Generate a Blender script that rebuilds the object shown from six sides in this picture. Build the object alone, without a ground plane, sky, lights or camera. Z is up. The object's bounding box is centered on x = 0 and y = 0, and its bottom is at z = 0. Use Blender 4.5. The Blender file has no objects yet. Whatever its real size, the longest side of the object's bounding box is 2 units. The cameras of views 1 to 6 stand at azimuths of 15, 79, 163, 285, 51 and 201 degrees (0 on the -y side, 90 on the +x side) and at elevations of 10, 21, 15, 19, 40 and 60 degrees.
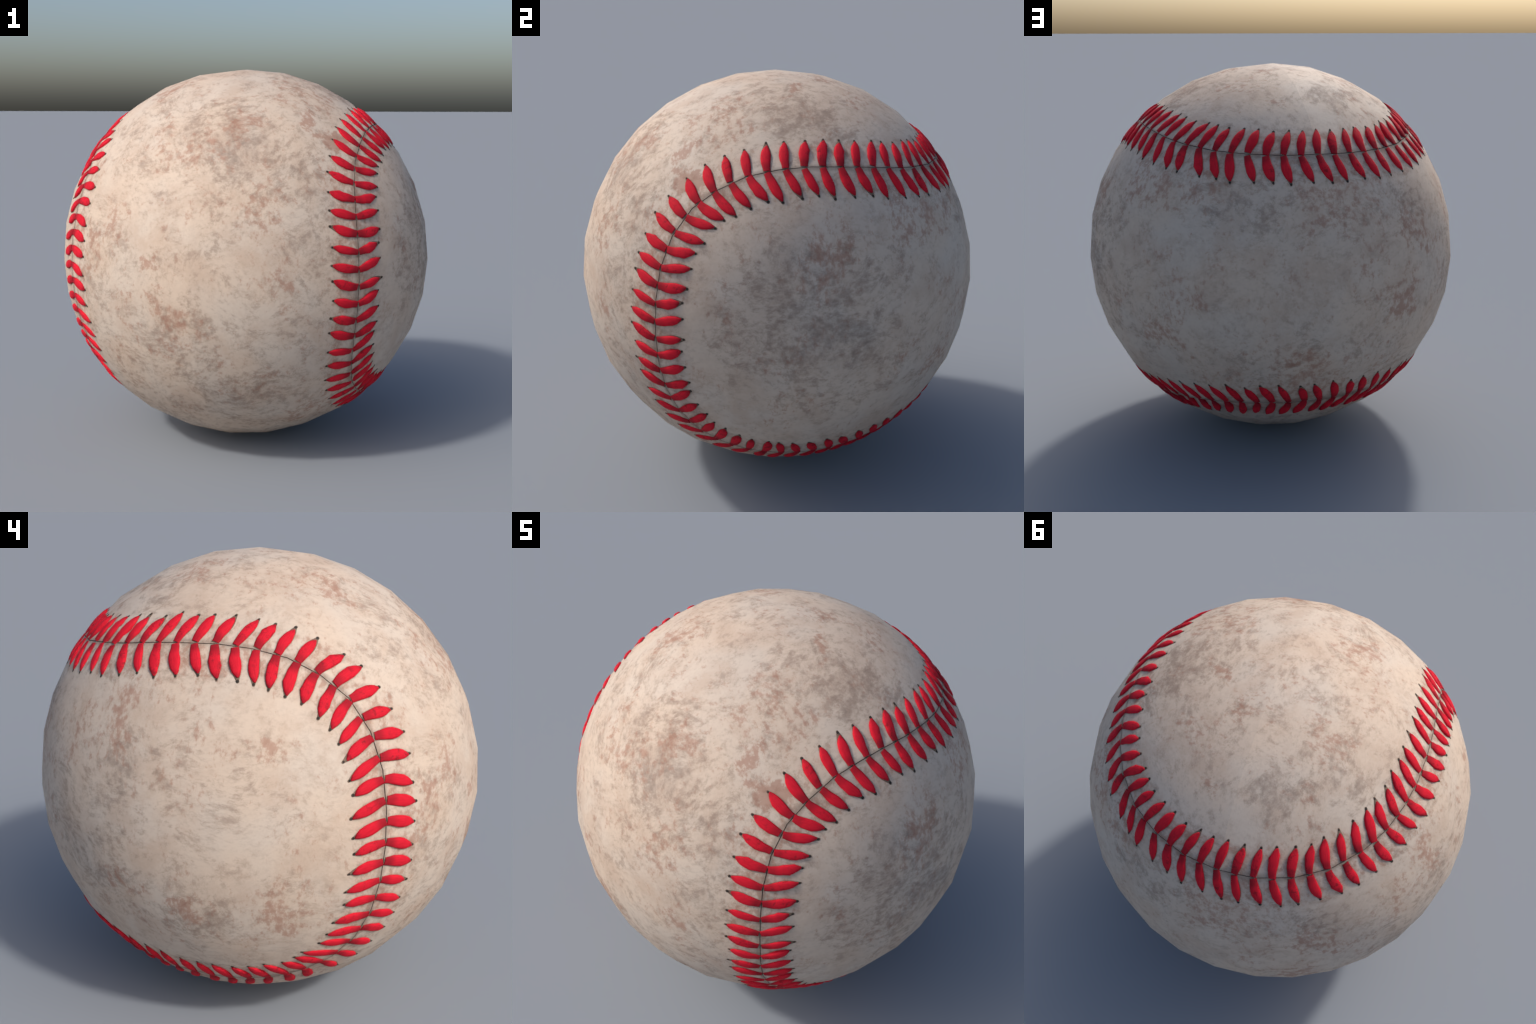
"""A worn leather baseball: two interlocking leather panels, a tight seam, and
116 pairs of red thread stitches, built from a measured seam profile."""
import math
import random

import bmesh
import bpy
import numpy as np
from mathutils import Matrix, Vector
from mathutils.bvhtree import BVHTree

random.seed(11)
rng = np.random.default_rng(11)

R = 1.0                      # ball radius
CENTRE = Vector((0, 0, 1.0))
PITCHES = 116                  # stitch pairs round the whole seam
N = 8                          # quads across a leather panel
GAP = 0.0016                   # half width of the open seam

# ----------------------------------------------------------------- the seam
# One quarter of the seam on the unit sphere, from the middle of the back
# panel's upper end (x = 0) round the corner to the front (z = 0); the rest
# follows by mirroring in x and z.
QUARTER = [(0, .790, .612), (.08, .788, .611), (.165, .773, .612), (.245, .752, .612),
           (.31, .724, .616), (.385, .685, .618), (.45, .638, .625), (.515, .576, .634),
           (.565, .515, .645), (.609, .453, .651), (.643, .378, .667), (.668, .305, .679),
           (.69, .22, .69), (.702, .145, .697), (.708, .06, .704), (.708, -.02, .706),
           (.705, -.1, .702), (.699, -.188, .690), (.690, -.27, .672), (.685, -.34, .645),
           (.680, -.41, .607), (.676, -.475, .563), (.676, -.525, .517), (.682, -.565, .464),
           (.686, -.600, .410), (.694, -.622, .362), (.703, -.648, .293), (.713, -.664, .222),
           (.721, -.676, .15), (.726, -.684, .075), (.728, -.685, 0)]
Q = np.array(QUARTER)
Q /= np.linalg.norm(Q, axis=1)[:, None]


def unit(a):
    return a / np.linalg.norm(a, axis=-1, keepdims=True)


def closed_loop(q):
    return np.vstack([q, q[::-1][1:] * [1, 1, -1], q[1:] * [-1, 1, -1], q[::-1][1:-1] * [-1, 1, 1]])


def smooth_loop(pts, m=24):
    p0, p1 = np.roll(pts, 1, 0), pts
    p2, p3 = np.roll(pts, -1, 0), np.roll(pts, -2, 0)
    t = (np.arange(m) / m)[None, :, None]
    p0, p1, p2, p3 = (p[:, None, :] for p in (p0, p1, p2, p3))
    out = .5 * (2 * p1 + (p2 - p0) * t + (2 * p0 - 5 * p1 + 4 * p2 - p3) * t * t + (3 * p1 - p0 - 3 * p2 + p3) * t ** 3)
    return unit(out.reshape(-1, 3))


# the ball lies a fifth of a degree askew
ay, az = math.radians(-.2), math.radians(.2)
TURN = np.array(Matrix.Rotation(az, 3, "Z") @ Matrix.Rotation(ay, 3, "Y"))
PLAIN = smooth_loop(closed_loop(Q))
LOOP = PLAIN @ TURN.T
STEP = np.linalg.norm(np.roll(LOOP, -1, 0) - LOOP, axis=1)
ARC = np.concatenate([[0], np.cumsum(STEP)])
LENGTH = ARC[-1]


def on_seam(s, side=0.0):
    """Direction of the point at arc length s, moved sideways by the angle side
    (negative: the panel that covers the top and the front)."""
    s = s % LENGTH
    i = int(np.searchsorted(ARC, s, side="right") - 1)
    t = (s - ARC[i]) / STEP[i]
    n = len(LOOP)
    p = unit(LOOP[i] * (1 - t) + LOOP[(i + 1) % n] * t)
    along = unit(LOOP[(i + 3) % n] - LOOP[(i - 2) % n])
    out = unit(np.cross(p, along))
    return unit(p * math.cos(side) + out * math.sin(side))


# ------------------------------------------------------------ node shorthand
class Nodes:
    def __init__(self, name):
        self.mat = bpy.data.materials.new(name)
        self.mat.use_nodes = True
        self.t = self.mat.node_tree
        self.bsdf = self.t.nodes["Principled BSDF"]
        self.co = self.t.nodes.new("ShaderNodeTexCoord").outputs["Object"]

    def put(self, socket, value):
        if isinstance(value, bpy.types.NodeSocket):
            self.t.links.new(value, socket)
        elif value is not None:
            if socket.type == "RGBA" and not hasattr(value, "__len__"):
                value = (value, value, value)
            socket.default_value = (*value, 1) if socket.type == "RGBA" and len(value) == 3 else value

    def math(self, op, a, b=None, c=None, clamp=False):
        n = self.t.nodes.new("ShaderNodeMath")
        n.operation, n.use_clamp = op, clamp
        for k, v in enumerate((a, b, c)):
            self.put(n.inputs[k], v)
        return n.outputs[0]

    def ramp(self, v, a, b, lo=0.0, hi=1.0, smooth=True):
        n = self.t.nodes.new("ShaderNodeMapRange")
        n.interpolation_type = "SMOOTHSTEP" if smooth else "LINEAR"
        for k, x in enumerate((v, a, b, lo, hi)):
            self.put(n.inputs[k], x)
        return n.outputs[0]

    def moved(self, scale=(1, 1, 1), turn=(0, 0, 0), at=(0, 0, 0), co=None):
        n = self.t.nodes.new("ShaderNodeMapping")
        self.put(n.inputs["Vector"], co or self.co)
        n.inputs["Scale"].default_value, n.inputs["Location"].default_value = scale, at
        n.inputs["Rotation"].default_value = [math.radians(a) for a in turn]
        return n.outputs[0]

    def noise(self, scale, detail=4, rough=.55, co=None, warp=0.0, color=False):
        n = self.t.nodes.new("ShaderNodeTexNoise")
        self.put(n.inputs["Vector"], co or self.co)
        for k, v in (("Scale", scale), ("Detail", detail), ("Roughness", rough), ("Distortion", warp)):
            n.inputs[k].default_value = v
        return n.outputs["Color" if color else "Fac"]

    def mix(self, f, a, b, how="MIX"):
        n = self.t.nodes.new("ShaderNodeMix")
        n.data_type, n.blend_type = "RGBA", how
        self.put(n.inputs["Factor"], f)
        self.put(n.inputs[6], a)
        self.put(n.inputs[7], b)
        return n.outputs[2]

    def blob(self, p, r, soft=.0, co=None):
        """1 within the distance soft of p, falling to 0 at the distance r."""
        n = self.t.nodes.new("ShaderNodeVectorMath")
        n.operation = "DISTANCE"
        self.put(n.inputs[0], co or self.co)
        n.inputs[1].default_value = p
        return self.ramp(n.outputs["Value"], r, soft)

    def curve(self, v, pts):
        n = self.t.nodes.new("ShaderNodeFloatCurve")
        c = n.mapping.curves[0]
        while len(c.points) < len(pts):
            c.points.new(.5, .5)
        for q, (x, y) in zip(c.points, pts):
            q.location = (x, y)
        n.mapping.update()
        self.put(n.inputs["Value"], v)
        return n.outputs[0]

    def bump(self, height, strength, distance):
        n = self.t.nodes.new("ShaderNodeBump")
        n.inputs["Strength"].default_value, n.inputs["Distance"].default_value = strength, distance
        self.put(n.inputs["Height"], height)
        self.put(self.bsdf.inputs["Normal"], n.outputs[0])

    def finish(self, color, rough, spec=.3):
        self.put(self.bsdf.inputs["Base Color"], color)
        self.put(self.bsdf.inputs["Roughness"], rough)
        self.bsdf.inputs["Specular IOR Level"].default_value = spec
        return self.mat


# ----------------------------------------------------------------- materials
def seam_level(y):
    """Height h(y) for which z*z - x*x = h on the seam."""
    return np.interp(y, SEAM_Y, SEAM_H)


right = PLAIN[:(len(QUARTER) - 1) * 24 + 1]
order = np.argsort(right[:, 1])
SEAM_Y = right[order, 1]
SEAM_H = right[order, 2] ** 2 - right[order, 0] ** 2
slope = np.gradient(SEAM_H, SEAM_Y + np.arange(len(SEAM_Y)) * 1e-7)


def leather_material():
    m = Nodes("worn_leather")
    n = m.t.nodes.new("ShaderNodeSeparateXYZ")
    m.put(n.inputs[0], m.co)
    x, y, z = n.outputs
    # distance from the seam: (z^2 - x^2 - h(y)) / steepness
    t = m.math("MULTIPLY_ADD", y, .5, .5)
    ys = [-1, -.75, -.675, -.6, -.5, -.4, -.25, 0, .25, .4, .5, .6, .7, .79, 1]
    hs = [seam_level(v) for v in ys]
    hs[0], hs[1], hs[-1] = -.95, -.68, .62
    h = m.curve(t, [(.5 * v + .5, w * .5 + .5) for v, w in zip(ys, hs)])
    h = m.math("MULTIPLY_ADD", h, 2, -1)
    g = m.math("SUBTRACT", m.math("SUBTRACT", m.math("MULTIPLY", z, z), m.math("MULTIPLY", x, x)), h)
    steep = []
    for v in ys:
        i = int(np.argmin(abs(PLAIN[:, 1] - v)))
        p = PLAIN[i]
        k = int(np.argmin(abs(SEAM_Y - v)))
        grad = np.array([-2 * p[0], -slope[k], 2 * p[2]])
        grad -= p * (grad @ p)
        steep.append(min(3.2, float(np.linalg.norm(grad))))
    st = m.math("MULTIPLY", m.curve(t, [(.5 * v + .5, w / 4) for v, w in zip(ys, steep)]), 4)
    d = m.math("DIVIDE", g, st)          # + on the top/front panel
    near = m.math("ABSOLUTE", d)

    # ---- noise fields
    swirl = m.noise(2.2, 2, .5, color=True)
    v = m.t.nodes.new("ShaderNodeVectorMath")
    v.operation = "MULTIPLY_ADD"
    m.put(v.inputs[0], swirl)
    v.inputs[1].default_value = (.22, .22, .22)
    m.put(v.inputs[2], m.co)
    co = v.outputs[0]
    cloud = m.noise(2.6, 4, .62, co=m.moved(at=(3.1, 1.7, .4), co=co))
    patch = m.noise(8.5, 7, .70, co=m.moved(scale=(1, 1, 1.15), turn=(15, 20, 35), at=(1, 5, 2), co=co))
    fine = m.noise(27, 8, .74, co=m.moved(scale=(1, .78, 1.22), turn=(40, 15, 20), co=co))
    grain = m.noise(70, 4, .7, co=m.moved(scale=(1, .6, 1), turn=(0, 35, 50)))
    speck = m.noise(31, 6, .68, co=m.moved(scale=(1, 1.3, .8), turn=(25, 60, 10), at=(7, 2, 9)))
    where = m.noise(4.2, 3, .6, co=m.moved(at=(9, 4, 6), co=co))
    warm = m.noise(3.3, 3, .5, co=m.moved(at=(2, 8, 5)))

    # ---- patches seen on the ball: (direction, radius, strength); their edges are broken up by noise
    jag = m.t.nodes.new("ShaderNodeVectorMath")
    jag.operation = "MULTIPLY_ADD"
    m.put(jag.inputs[0], m.noise(5.5, 5, .65, color=True))
    jag.inputs[1].default_value = (.5, .5, .5)
    centred = m.t.nodes.new("ShaderNodeVectorMath")
    centred.operation = "SUBTRACT"
    m.put(centred.inputs[0], m.co)
    centred.inputs[1].default_value = (.25, .25, .25)
    m.put(jag.inputs[2], centred.outputs[0])
    jagged = jag.outputs[0]
    grime = [((.96, -.05, .25), .48, .13), ((.95, -.13, .29), .2, .07), ((1, .01, .05), .28, .09), ((.94, -.34, -.02), .22, .10), ((.88, -.16, .45), .2, .08),
             ((.11, -.74, .67), .30, .13), ((.43, -.76, .51), .28, .12), ((.53, -.83, .14), .15, .14), ((-.15, -.91, -.38), .26, .10),
             ((.29, -.79, -.54), .3, .11), ((-.07, -.99, -.16), .22, .10), ((-.9, 0, -.43), .22, .13), ((-.91, .39, .13), .22, .09),
             ((-.99, -.08, .15), .18, .06), ((-.93, .22, .29), .2, .06), ((-.9, .41, -.18), .3, .12), ((.45, .02, .89), .16, .15),
             ((.2, -.15, .97), .26, .11), ((-.19, .45, .87), .16, .13), ((.13, .2, .97), .22, .08), ((.4, .82, .42), .22, .08),
             ((-.28, .95, -.12), .24, .11), ((.13, .96, -.25), .24, .10), ((-.49, .83, .27), .2, .10), ((.75, .63, .22), .22, .05), ((-.4, .4, -.8), .5, .10), ((.3, -.2, -.93), .5, .08)]
    clean = [((-.1, -.97, .3), .22, .10), ((-.15, .62, .77), .2, .10), ((-.6, -.3, .75), .35, .10), ((-.97, -.15, -.05), .3, .08),
             ((.7, .62, .1), .3, .08), ((.3, .25, .92), .25, .05), ((0, 1, .05), .25, .05), ((.3, -.95, .12), .2, .08)]
    # fine flecked mottling everywhere, thickened and thinned by the clouds
    level = m.math("MULTIPLY_ADD", cloud, .34, m.math("MULTIPLY", patch, .52))
    level = m.math("MULTIPLY_ADD", fine, .66, level)
    for p, r, k in grime:
        level = m.math("MULTIPLY_ADD", m.blob(unit(np.array(p)), r * 1.15, r * .2, jagged), k * .75, level)
    for p, r, k in clean:
        level = m.math("MULTIPLY_ADD", m.blob(unit(np.array(p)), r * 1.15, r * .2, jagged), -k, level)
    # the leather beside the stitch ends stays clean on the side panel
    side_band = m.math("MULTIPLY", m.ramp(d, -.42, -.24), m.ramp(d, -.13, -.2))
    level = m.math("MULTIPLY_ADD", side_band, -.10, level)
    dirt = m.ramp(level, .72, .99)

    # ---- colours
    base = m.mix(m.ramp(warm, .35, .65), (.600, .482, .384), (.580, .490, .410))
    tan = m.noise(5.2, 6, .7, co=m.moved(at=(4, 4, 1), co=co))
    base = m.mix(m.math("MULTIPLY", m.ramp(tan, .42, .66), .42), base, (.45, .315, .232))
    base = m.mix(m.math("MULTIPLY", m.ramp(grain, .45, .75), .25), base, (.40, .31, .25))
    mottle = m.ramp(m.math("MULTIPLY_ADD", patch, .5, m.math("MULTIPLY", fine, .66)), .54, .70)
    base = m.mix(m.math("MULTIPLY", mottle, .42), base, (.365, .272, .212))
    color = m.mix(m.math("MULTIPLY", dirt, m.ramp(m.noise(48, 5, .7, co=m.moved(scale=(1, .8, 1.1), turn=(10, 50, 5), at=(5, 5, 5))), .34, .66, .42, .84)), base, m.mix(m.ramp(warm, .42, .6), (.272, .196, .153), (.25, .196, .163)))

    rust_spots = [((.96, -.07, .28), .13, .13), ((.91, .08, .40), .15, .17), ((.75, .49, .45), .16, .22), ((-.10, -.81, .57), .12, .22),
                  ((.38, -.92, -.02), .12, .15), ((-.11, -.98, -.14), .13, .20), ((-.03, -.97, -.20), .14, .17), ((.34, -.87, .34), .14, .18),
                  ((-.17, -.98, .07), .06, .28), ((-.88, -.28, .37), .09, .28), ((-.91, -.07, .42), .10, .20), ((-.89, .28, .36), .10, .22),
                  ((-.81, .49, .32), .12, .18), ((-.96, .04, -.28), .09, .26), ((-.93, .30, -.23), .15, .18), ((-.90, -.34, -.27), .14, .16),
                  ((-.81, .31, .50), .10, .20), ((-.30, -.33, .90), .13, .22), ((-.58, -.81, .08), .11, .20), ((-.40, -.88, .26), .14, .15),
                  ((.55, -.50, .67), .13, .62), ((.26, .03, .96), .08, .34), ((.32, -.34, .89), .14, .16), ((.10, -.70, .71), .14, .16),
                  ((.48, -.33, .81), .10, .17), ((-.21, -.68, .71), .12, .20), ((.07, .19, .98), .10, .24), ((.23, .30, .93), .13, .22),
                  ((.11, .54, .83), .06, .28), ((-.29, .22, .93), .13, .18), ((-.30, .53, .80), .10, .17), ((.05, .90, .43), .11, .22),
                  ((-.49, .84, .21), .13, .22), ((.53, .72, .45), .12, .22), ((-.23, .97, .08), .08, .18), ((-.43, .90, -.05), .12, .24),
                  ((.67, .74, -.06), .13, .16), ((.11, .93, -.35), .13, .15), ((.72, .64, -.27), .13, .15), ((-.2, .3, -.93), .25, .14), ((.4, -.5, -.76), .2, .14)]
    rust = m.math("MULTIPLY_ADD", where, .40, m.math("MULTIPLY", speck, .8))
    rust = m.math("MULTIPLY_ADD", patch, .18, rust)
    for p, r, k in rust_spots:
        rust = m.math("MULTIPLY_ADD", m.blob(unit(np.array(p)), r * 1.3, r * .2, jagged), k * .62, rust)
    # dirt gathers between the stitches
    rust = m.math("MULTIPLY_ADD", m.ramp(near, .17, .07), .075, rust)
    rust_mask = m.ramp(rust, .725, .915)
    color = m.mix(m.math("MULTIPLY", rust_mask, .60), color, (.325, .150, .098))

    # ---- occlusion shade round stitches mixed into the colour; dark line beside the seam
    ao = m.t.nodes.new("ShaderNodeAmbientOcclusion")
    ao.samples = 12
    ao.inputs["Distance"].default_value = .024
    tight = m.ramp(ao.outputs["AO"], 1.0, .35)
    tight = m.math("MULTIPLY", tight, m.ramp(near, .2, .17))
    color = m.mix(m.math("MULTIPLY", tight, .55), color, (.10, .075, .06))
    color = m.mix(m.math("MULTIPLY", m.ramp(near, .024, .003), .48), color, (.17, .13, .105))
    m.bump(m.math("MULTIPLY_ADD", grain, .5, fine), .10, .012)
    rough = m.ramp(level, .6, 1.1, .62, .8)
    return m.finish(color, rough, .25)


def thread_material():
    m = Nodes("red_thread")
    n = m.t.nodes.new("ShaderNodeSeparateXYZ")
    m.put(n.inputs[0], m.co)
    x = n.outputs[0]                       # -0.07 at the seam, 0.07 at the hole
    info = m.t.nodes.new("ShaderNodeObjectInfo").outputs["Random"]
    off = m.t.nodes.new("ShaderNodeVectorMath")
    off.operation = "ADD"
    m.put(off.inputs[0], m.co)
    shift = m.t.nodes.new("ShaderNodeCombineXYZ")
    for k, f in enumerate((9.7, 31.3, 17.9)):
        m.put(shift.inputs[k], m.math("MULTIPLY", info, f))
    m.put(off.inputs[1], shift.outputs[0])
    co = off.outputs[0]
    strand = m.noise(34, 4, .6, co=m.moved(scale=(1, 9, 2), co=co))
    smudge = m.noise(42, 5, .72, co=co)
    color = m.mix(m.ramp(strand, .3, .75), (.56, .0105, .026), (.64, .015, .033))
    ends = m.math("MAXIMUM", m.ramp(x, -.012, -.055), m.math("MULTIPLY", m.ramp(x, .042, .066), .8))  # root and tip reds darkened to paint in the ambient occlusion there
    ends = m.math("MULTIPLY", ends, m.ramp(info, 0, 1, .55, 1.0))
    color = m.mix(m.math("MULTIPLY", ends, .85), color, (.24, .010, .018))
    dark = m.math("MULTIPLY", m.ramp(smudge, .50, .66), m.ramp(m.math("FRACT", m.math("MULTIPLY", info, 7.3)), .15, .9, .08, .85))
    color = m.mix(dark, color, (.21, .012, .018))
    m.bump(m.math("MULTIPLY_ADD", smudge, .4, strand), .25, .006)
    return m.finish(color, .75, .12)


def plain_material(name, color, other, scale):
    m = Nodes(name)
    return m.finish(m.mix(m.ramp(m.noise(scale, 4, .6), .35, .65), color, other), .85, .1)


LEATHER = leather_material()
THREAD = thread_material()
SHADOW_LEAF = plain_material("contact_shadow_brown", (.150, .104, .078), (.22, .155, .115), 25)
HOLE = plain_material("needle_hole_black", (.030, .026, .023), (.055, .046, .040), 60)
WELT = plain_material("seam_welt_brown", (.065, .052, .044), (.125, .095, .078), 14)
CORE = plain_material("dark_core", (.05, .042, .036), (.08, .065, .055), 12)


# -------------------------------------------------------------------- pieces
def new_object(name, mesh, material, parent, at=CENTRE):
    o = bpy.data.objects.new(name, mesh)
    if material and not mesh.materials:
        mesh.materials.append(material)
    bpy.context.scene.collection.objects.link(o)
    o.parent = parent
    o.location = at
    return o


ball = bpy.data.objects.new("baseball", None)
ball.empty_display_size = .2
bpy.context.scene.collection.objects.link(ball)
ball["label"] = "scuffed off-white leather baseball with red stitched seam"
ball["category"] = "baseball"


# ---- leather panels: each a strip of 8 by 24 quads between seam polylines
def seam_run(a, b, steps):
    """Directions at equal steps between the seam points nearest to a and b, the short way."""
    sa, sb = (ARC[int(np.argmax(PLAIN @ unit(np.array(p))))] for p in (a, b))
    if sb - sa > LENGTH / 2:
        sb -= LENGTH
    if sa - sb > LENGTH / 2:
        sb += LENGTH
    return np.array([on_seam(s) for s in np.linspace(sa, sb, steps + 1)])


RIM_LIFT, JOIN_LIFT = .8, .42
BACK, FRONT = np.array((.575, .502, .645)), np.array((.676, -.502, .541))


def sgn(p, sx, sz):
    return p * np.array((sx, 1, sz))


def panel_boundary(first):
    """Rows of fixed boundary points: (left side, right side, first end, last end)."""
    if first:      # over the top, down the front and under the ball
        side = [np.vstack([seam_run(sgn(BACK, sx, 1), sgn(FRONT, sx, 1), N)[:-1],
                           seam_run(sgn(FRONT, sx, 1), sgn(FRONT, sx, -1), N)[:-1],
                           seam_run(sgn(FRONT, sx, -1), sgn(BACK, sx, -1), N)]) for sx in (-1, 1)]
        ends = [seam_run(sgn(BACK, -1, sz), sgn(BACK, 1, sz), N) for sz in (1, -1)]
    else:          # right side, round the back, left side
        side = [np.vstack([seam_run(sgn(FRONT, 1, sz), sgn(BACK, 1, sz), N)[:-1],
                           seam_run(sgn(BACK, 1, sz), sgn(BACK, -1, sz), N)[:-1],
                           seam_run(sgn(BACK, -1, sz), sgn(FRONT, -1, sz), N)]) for sz in (-1, 1)]
        ends = [seam_run(sgn(FRONT, sx, -1), sgn(FRONT, sx, 1), N) for sx in (1, -1)]
    return side[0], side[1], ends[0], ends[1]


def panel_grid(first):
    left, right_, start, end = panel_boundary(first)
    a = np.linspace(-1, 1, N + 1)
    b = np.concatenate([np.linspace(-1, 1, N + 1)[:-1]] * 3 + [[1.0]])
    g = np.zeros((3 * N + 1, N + 1, 3))
    for j in range(3 * N + 1):
        f, w = min(j // N, 2), b[j] if j < 3 * N else 1.0
        for i in range(N + 1):
            u = a[i]
            if first:
                g[j, i] = ((u, -w, 1), (u, -1, -w), (u, w, -1))[f]
            else:
                g[j, i] = ((1, w, u), (-w, 1, u), (-1, -w, u))[f]
    g = unit(g)
    g[0], g[-1], g[:, 0], g[:, -1] = start, end, left, right_
    for _ in range(900):
        mid = (g[:-2, 1:-1] + g[2:, 1:-1] + g[1:-1, :-2] + g[1:-1, 2:]) / 4
        g[1:-1, 1:-1] = unit(mid)
    return g


def build_panel(first):
    g = panel_grid(first)
    rows, cols = g.shape[:2]
    rim = [(0, i) for i in range(cols)] + [(j, cols - 1) for j in range(1, rows)]
    rim += [(rows - 1, i) for i in range(cols - 2, -1, -1)] + [(j, 0) for j in range(rows - 2, 0, -1)]
    # draw the rim back from the seam by half the gap
    pulled = {}
    for k, (j, i) in enumerate(rim):
        p, q = np.array(g[rim[k - 1]]), np.array(g[rim[(k + 1) % len(rim)]])
        along = unit(q - p)
        here = g[j, i]
        inner = g[min(max(j, 1), rows - 2), min(max(i, 1), cols - 2)]
        across = unit(np.cross(here, along))
        across *= math.copysign(1, across @ (inner - here))
        pulled[(j, i)] = unit(here + across * GAP * (1 + .5 * random.random()))
    rim_keys = {tuple(round(float(c), 5) for c in R * pulled[k]) for k in rim}
    bm = bmesh.new()
    vert = {(j, i): bm.verts.new(R * pulled.get((j, i), g[j, i])) for j in range(rows) for i in range(cols)}
    flip = None
    for j in range(rows - 1):
        for i in range(cols - 1):
            quad = [vert[(j, i)], vert[(j, i + 1)], vert[(j + 1, i + 1)], vert[(j + 1, i)]]
            if flip is None:
                n = (quad[1].co - quad[0].co).cross(quad[2].co - quad[0].co)
                flip = n.dot(quad[0].co) < 0
            bm.faces.new(quad[::-1] if flip else quad)
    low = [bm.verts.new(vert[k].co * .962) for k in rim]
    for k in range(len(rim)):
        m = (k + 1) % len(rim)
        quad = [vert[rim[k]], vert[rim[m]], low[m], low[k]]
        bm.faces.new(quad[::-1] if flip else quad)
    bmesh.ops.recalc_face_normals(bm, faces=bm.faces)
    bm.faces.ensure_lookup_table()
    top = bm.faces[0]
    top.normal_update()
    if top.normal.dot(top.calc_center_median()) < 0:
        bmesh.ops.reverse_faces(bm, faces=bm.faces)
    rim_set = {vert[k] for k in rim}
    for e in bm.edges:
        if all(v in rim_set for v in e.verts) and any(v2 in low for f in e.link_faces for v2 in f.verts):
            e.smooth = False
        # the front panel is pieced from two mirrored halves
        elif first and all(abs((v.co @ Matrix(TURN.tolist())).x) < 1e-3 for v in e.verts):
            e.smooth = False
    for f in bm.faces:
        f.smooth = True
    mesh = bpy.data.meshes.new("leather_panel")
    bm.to_mesh(mesh)
    tree = BVHTree.FromBMesh(bm)
    bm.free()
    # lay the normals as on a round ball, lifting a little at the seam and
    # at the join of the two halves
    mesh.update()
    corner = [None] * len(mesh.loops)
    own = [c.vector.copy() for c in mesh.corner_normals]
    rim_index = {k for k in range(len(mesh.vertices)) if tuple(round(c, 5) for c in mesh.vertices[k].co) in rim_keys}
    for f in mesh.polygons:
        mid = f.center.normalized()
        skirt = f.normal.dot(mid) < .7
        for li in f.loop_indices:
            v = mesh.loops[li].vertex_index
            radial = mesh.vertices[v].co.normalized()
            k = RIM_LIFT if v in rim_index else JOIN_LIFT
            corner[li] = own[li] if skirt else (radial * (1 - k) + own[li] * k).normalized()
    mesh.normals_split_custom_set(corner)
    return new_object("leather_panel", mesh, LEATHER, ball), tree


panel_front, tree_front = build_panel(True)
panel_side, tree_side = build_panel(False)

bm = bmesh.new()
bmesh.ops.create_icosphere(bm, subdivisions=5, radius=.978)
for f in bm.faces:
    f.smooth = True
mesh = bpy.data.meshes.new("core")
bm.to_mesh(mesh)
bm.free()
new_object("core", mesh, CORE, ball)


def surface(direction, tree):
    d = Vector(direction)
    hit = tree.ray_cast(d * 2, -d)[0]
    return hit if hit is not None and hit.length > .985 else d * (R - .002)


# the welt glimpsed at the bottom of the open seam
bm = bmesh.new()
loop = []
for s in np.linspace(0, LENGTH, 640, endpoint=False):
    depth = min(surface(on_seam(s, -.006), tree_front).length, surface(on_seam(s, .006), tree_side).length) - .0045
    loop.append([bm.verts.new(on_seam(s, e) * depth) for e in (-.0075, 0, .0075)])
for a, b in zip(loop, loop[1:] + loop[:1]):
    for i in range(2):
        f = bm.faces.new((a[i], b[i], b[i + 1], a[i + 1]))
        f.normal_update()
        if f.normal.dot(f.calc_center_median()) < 0:
            f.normal_flip()
        f.smooth = True
mesh = bpy.data.meshes.new("seam_welt")
bm.to_mesh(mesh)
bm.free()
new_object("seam_welt", mesh, WELT, ball)

# ---- stitches
# How far each stitch leans back along the seam between its root and its
# needle hole, in millimetres; None where no view shows it.
LEAN_FRONT = [38, 38, 43, 30, 44, 26, 35, 46, 55, 22, 45, 31, 26, 28, 25, 17, 24, 11, 22, 21, 15, 14, 15, 23, 19, 42, 29, 30, 43, 33, 34,
              40, 34, 37, 43, 52, 54] + [None] * 41 + [2, 8, 7, 20, 20, 37, 30, 28, 44, 28, 33, 41, 25, 23, 33, 30, 35, 48, 24, 31, 40, 54,
              49, 47, 58, 57, 58, 56, 74, 35, 49, 37, 47, 37, 36, 28, 33, 23]
LEAN_SIDE = [38, 32, 36, 51, 26, 55, 60, 34, 39, 57, 38, 47, 43, 40, 50, 54, 42, 61, 43, 37, 59, 78, 39, 60, 53, 24, 40, 47, 32, 51, 49,
             46, 66, 62, 45, 42, 35, 29, 30, 9, 42, 49, 46, 37, 49, 44, 42, 42, 45, 49, 43, 45, 47, 47, 52, 58, 36, 58, 41, 34, 42,
             47] + [None] * 7 + [37, 41, 41, 45, 56, 47, 57, 57, 43, 58, 86, 40, 66, 52, 21, 39, 39, 30, 50, 46, 38, 57, 51, 36, 55, 35,
             19, 23, 12, 30, 45, 39, 41, 34, 30, 32, 26, 17, 36, 20, 28, 24, 24, 29, 39, 28, 48]


def root_arc(k):
    """Stitch roots stand nearly evenly; the pitch drifts slowly round the seam."""
    a = 2 * math.pi * k / PITCHES
    drift = (.1014, -.0075, .0143, -.0067, -.0064, .0021, .0057, -.0002, .0041)
    s = k * LENGTH / PITCHES + drift[0]
    for m in range(1, 5):
        s += drift[2 * m - 1] * math.cos(m * a) + drift[2 * m] * math.sin(m * a)
    return s


REACH = .14          # length the stitch meshes are made at


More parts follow.
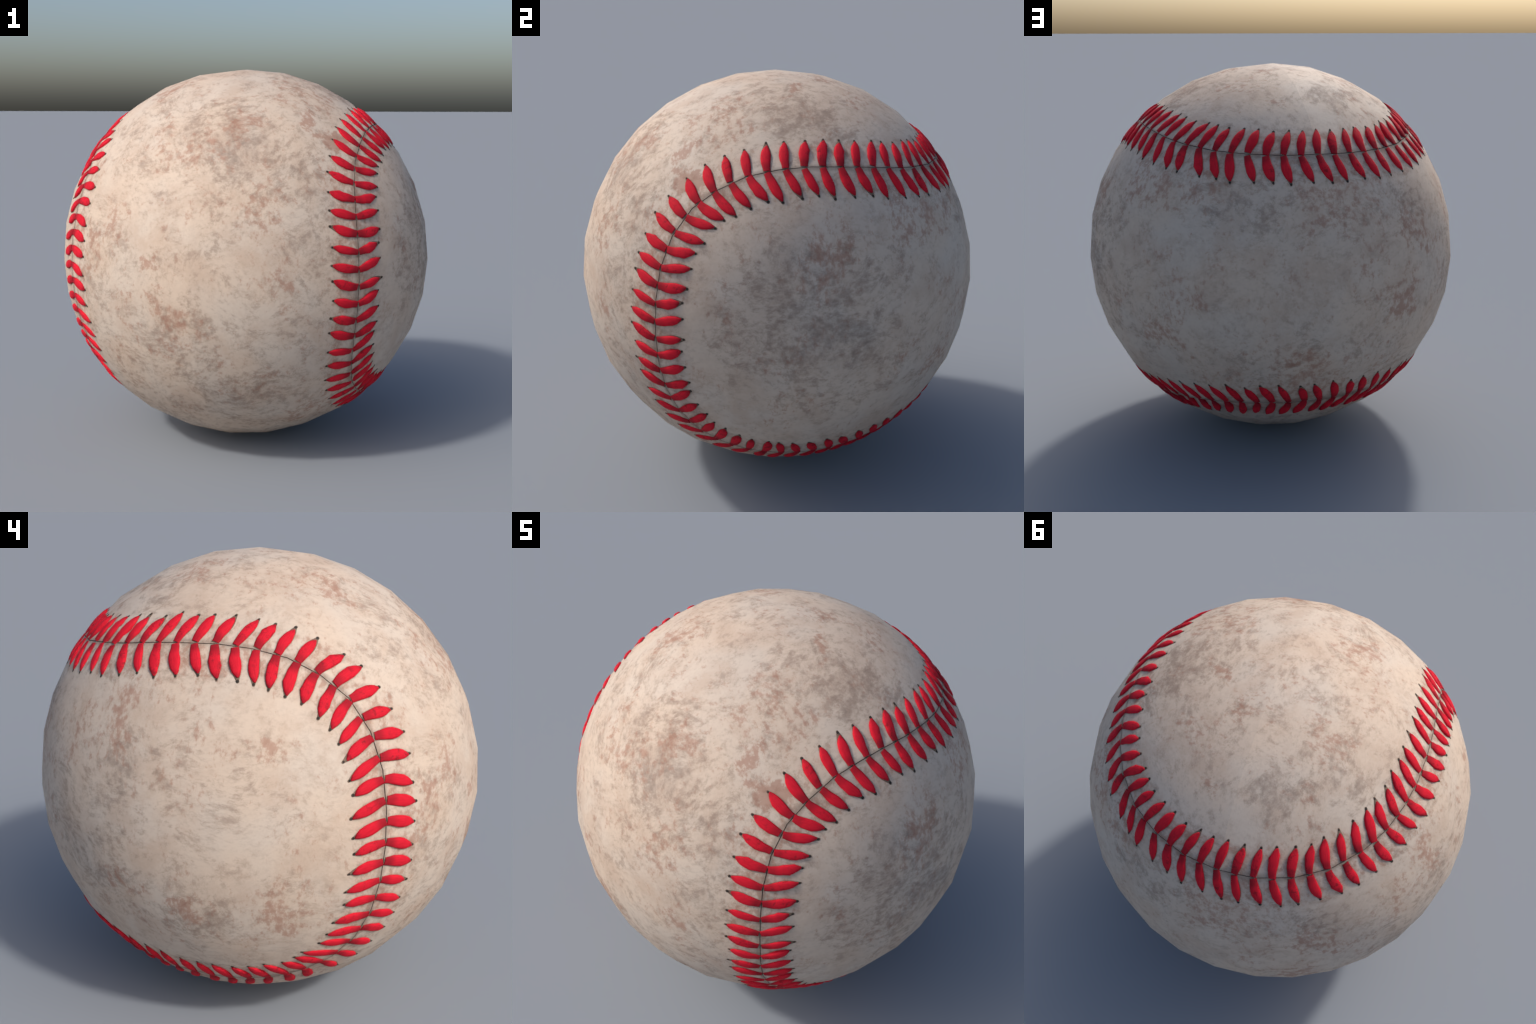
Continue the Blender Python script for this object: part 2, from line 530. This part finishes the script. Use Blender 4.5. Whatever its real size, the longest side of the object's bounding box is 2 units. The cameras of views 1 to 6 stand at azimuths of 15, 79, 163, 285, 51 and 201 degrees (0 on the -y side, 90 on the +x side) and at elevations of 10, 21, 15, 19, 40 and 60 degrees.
def stitch_mesh(seed):
    """A leaf-shaped bundle of thread: narrow flat root, full belly, pointed end."""
    r = np.random.default_rng(seed)
    us = np.array([0, .12, .3, .48, .64, .8, .91, 1.0])
    half = np.array([.0150, .0165, .0195, .0215, .0212, .0166, .0108, .0036]) * r.uniform(.93, 1.06)
    high = np.array([.0045, .0062, .0080, .0090, .0088, .0075, .0055, .0028]) * r.uniform(.92, 1.06)
    half[2:7] *= r.uniform(.96, 1.04, 5)
    bow = r.uniform(.001, .0042)
    skew = r.uniform(-.0014, .0014, len(us))
    skew[[0, -1]] = 0
    angles = np.radians([-100, -78, -52, -26, 0, 26, 52, 78, 100])
    bm = bmesh.new()
    rings = []
    for u, w, h, e in zip(us, half, high, skew):
        x = (u - .5) * REACH
        drop = x * x / (2 * R)
        ring = []
        for a in angles:
            s, c = math.sin(a), math.cos(a)
            yy = w * math.copysign(abs(s) ** .85, s)
            zz = h * max(c, 0) ** .8 if c > 0 else -.012
            ring.append(bm.verts.new((x, yy + bow * math.sin(math.pi * u) * 2 - bow + e, zz - drop)))
        rings.append(ring)
    for a, b in zip(rings, rings[1:]):
        for i in range(len(angles) - 1):
            bm.faces.new((a[i], b[i], b[i + 1], a[i + 1]))
        bm.faces.new((a[-1], b[-1], b[0], a[0]))
    bm.faces.new(rings[0][::-1])
    bm.faces.new(rings[-1])
    bmesh.ops.recalc_face_normals(bm, faces=bm.faces)
    for f in bm.faces:
        f.smooth = True
    for e in bm.edges:
        if e.calc_face_angle(0) > math.radians(60):
            e.smooth = False
    m = bpy.data.meshes.new("stitch")
    bm.to_mesh(m)
    bm.free()
    m.materials.append(THREAD)
    return m


def mirrored(mesh):
    m = mesh.copy()
    bm = bmesh.new()
    bm.from_mesh(m)
    for v in bm.verts:
        v.co.y = -v.co.y
    bmesh.ops.reverse_faces(bm, faces=bm.faces)
    bm.to_mesh(m)
    bm.free()
    return m


SHAPES = [stitch_mesh(s) for s in range(12)]
MIRRORED = [mirrored(m) for m in SHAPES]
shadow_leaves, holes = bmesh.new(), bmesh.new()


def add_shadow_leaf(root, tip, tree, wide):
    """Thin brown leaf modelled as the contact shadow round the stitch, following the leather."""
    rows = []
    for u in np.linspace(-.02, 1.06, 12):
        w = wide * np.interp(u, [0, .12, .3, .5, .64, .8, .92, 1.06], [.0155, .0175, .0208, .0228, .0226, .0175, .0105, .0040])
        c = unit(np.array(root) * (1 - u) + np.array(tip) * u)
        along = unit(np.array(tip) - np.array(root))
        out = np.cross(c, along)
        row = []
        for v in (-1, -.8, 0, .8, 1):
            p = unit(c + out * w * v)
            row.append(shadow_leaves.verts.new(surface(p, tree) + Vector(p) * (.0011 if abs(v) < .9 else -.0015)))
        rows.append(row)
    for a, b in zip(rows, rows[1:]):
        for i in range(4):
            shadow_leaves.faces.new((a[i], b[i], b[i + 1], a[i + 1]))


def add_hole(at, tree, r, along):
    p = np.array(at)
    u = unit(along - p * (along @ p))
    v = np.cross(p, u)
    top = holes.verts.new(surface(p, tree) + Vector(p) * .0026)
    ring = []
    for k in range(12):
        a = 2 * math.pi * k / 12
        q = unit(p + u * r * 1.25 * math.cos(a) + v * r * math.sin(a))
        ring.append(holes.verts.new(surface(q, tree) + Vector(q) * .0006))
    for k in range(12):
        holes.faces.new((top, ring[k], ring[(k + 1) % 12]))


for side, leans, tree, panel in ((-1, LEAN_FRONT, tree_front, panel_front), (1, LEAN_SIDE, tree_side, panel_side)):
    cycle = (.140, .145, .134) if side > 0 else (.141, .1455, .138)
    for k in range(PITCHES):
        lean = leans[k]
        if lean is None:
            lean = random.uniform(22, 46)
        s = root_arc(k)
        reach = cycle[k % 3] + random.uniform(-.004, .004)
        inset = random.choice((.0035, .0045, .005, .0055, .0085))
        root = on_seam(s, side * inset)
        hole = on_seam(s - lean / 1000, side * reach)
        a, b = Vector(root) * R, Vector(hole) * R
        chord = b - a
        short = random.choice((.97, .965, .975, .96, .95, .90)) * chord.length
        x_axis = chord.normalized()
        mid = (a + x_axis * short / 2).normalized()
        z_axis = (mid - x_axis * mid.dot(x_axis)).normalized()
        y_axis = z_axis.cross(x_axis)
        pool = MIRRORED if side > 0 else SHAPES
        o = bpy.data.objects.new("stitch", pool[int(rng.integers(len(pool)))])
        bpy.context.scene.collection.objects.link(o)
        o.parent = panel
        o.matrix_local = Matrix.Translation(mid * (R - .002)) @ Matrix((x_axis, y_axis, z_axis)).transposed().to_4x4() \
            @ Matrix.Diagonal((short / REACH, random.uniform(.92, 1.08), random.uniform(.9, 1.08), 1))
        add_shadow_leaf(root, hole, tree, random.uniform(.95, 1.08))
        add_hole(hole, tree, random.uniform(.0056, .0072), np.array(x_axis))

for name, bm, mat in (("stitch_shadow_leaf", shadow_leaves, SHADOW_LEAF), ("needle_hole", holes, HOLE)):
    bmesh.ops.recalc_face_normals(bm, faces=bm.faces)
    for f in bm.faces:
        f.normal_update()
        if f.normal.dot(f.calc_center_median()) < 0:
            f.normal_flip()
        f.smooth = True
    mesh = bpy.data.meshes.new(name)
    bm.to_mesh(mesh)
    bm.free()
    new_object(name, mesh, mat, ball)["kind"] = "stuff"
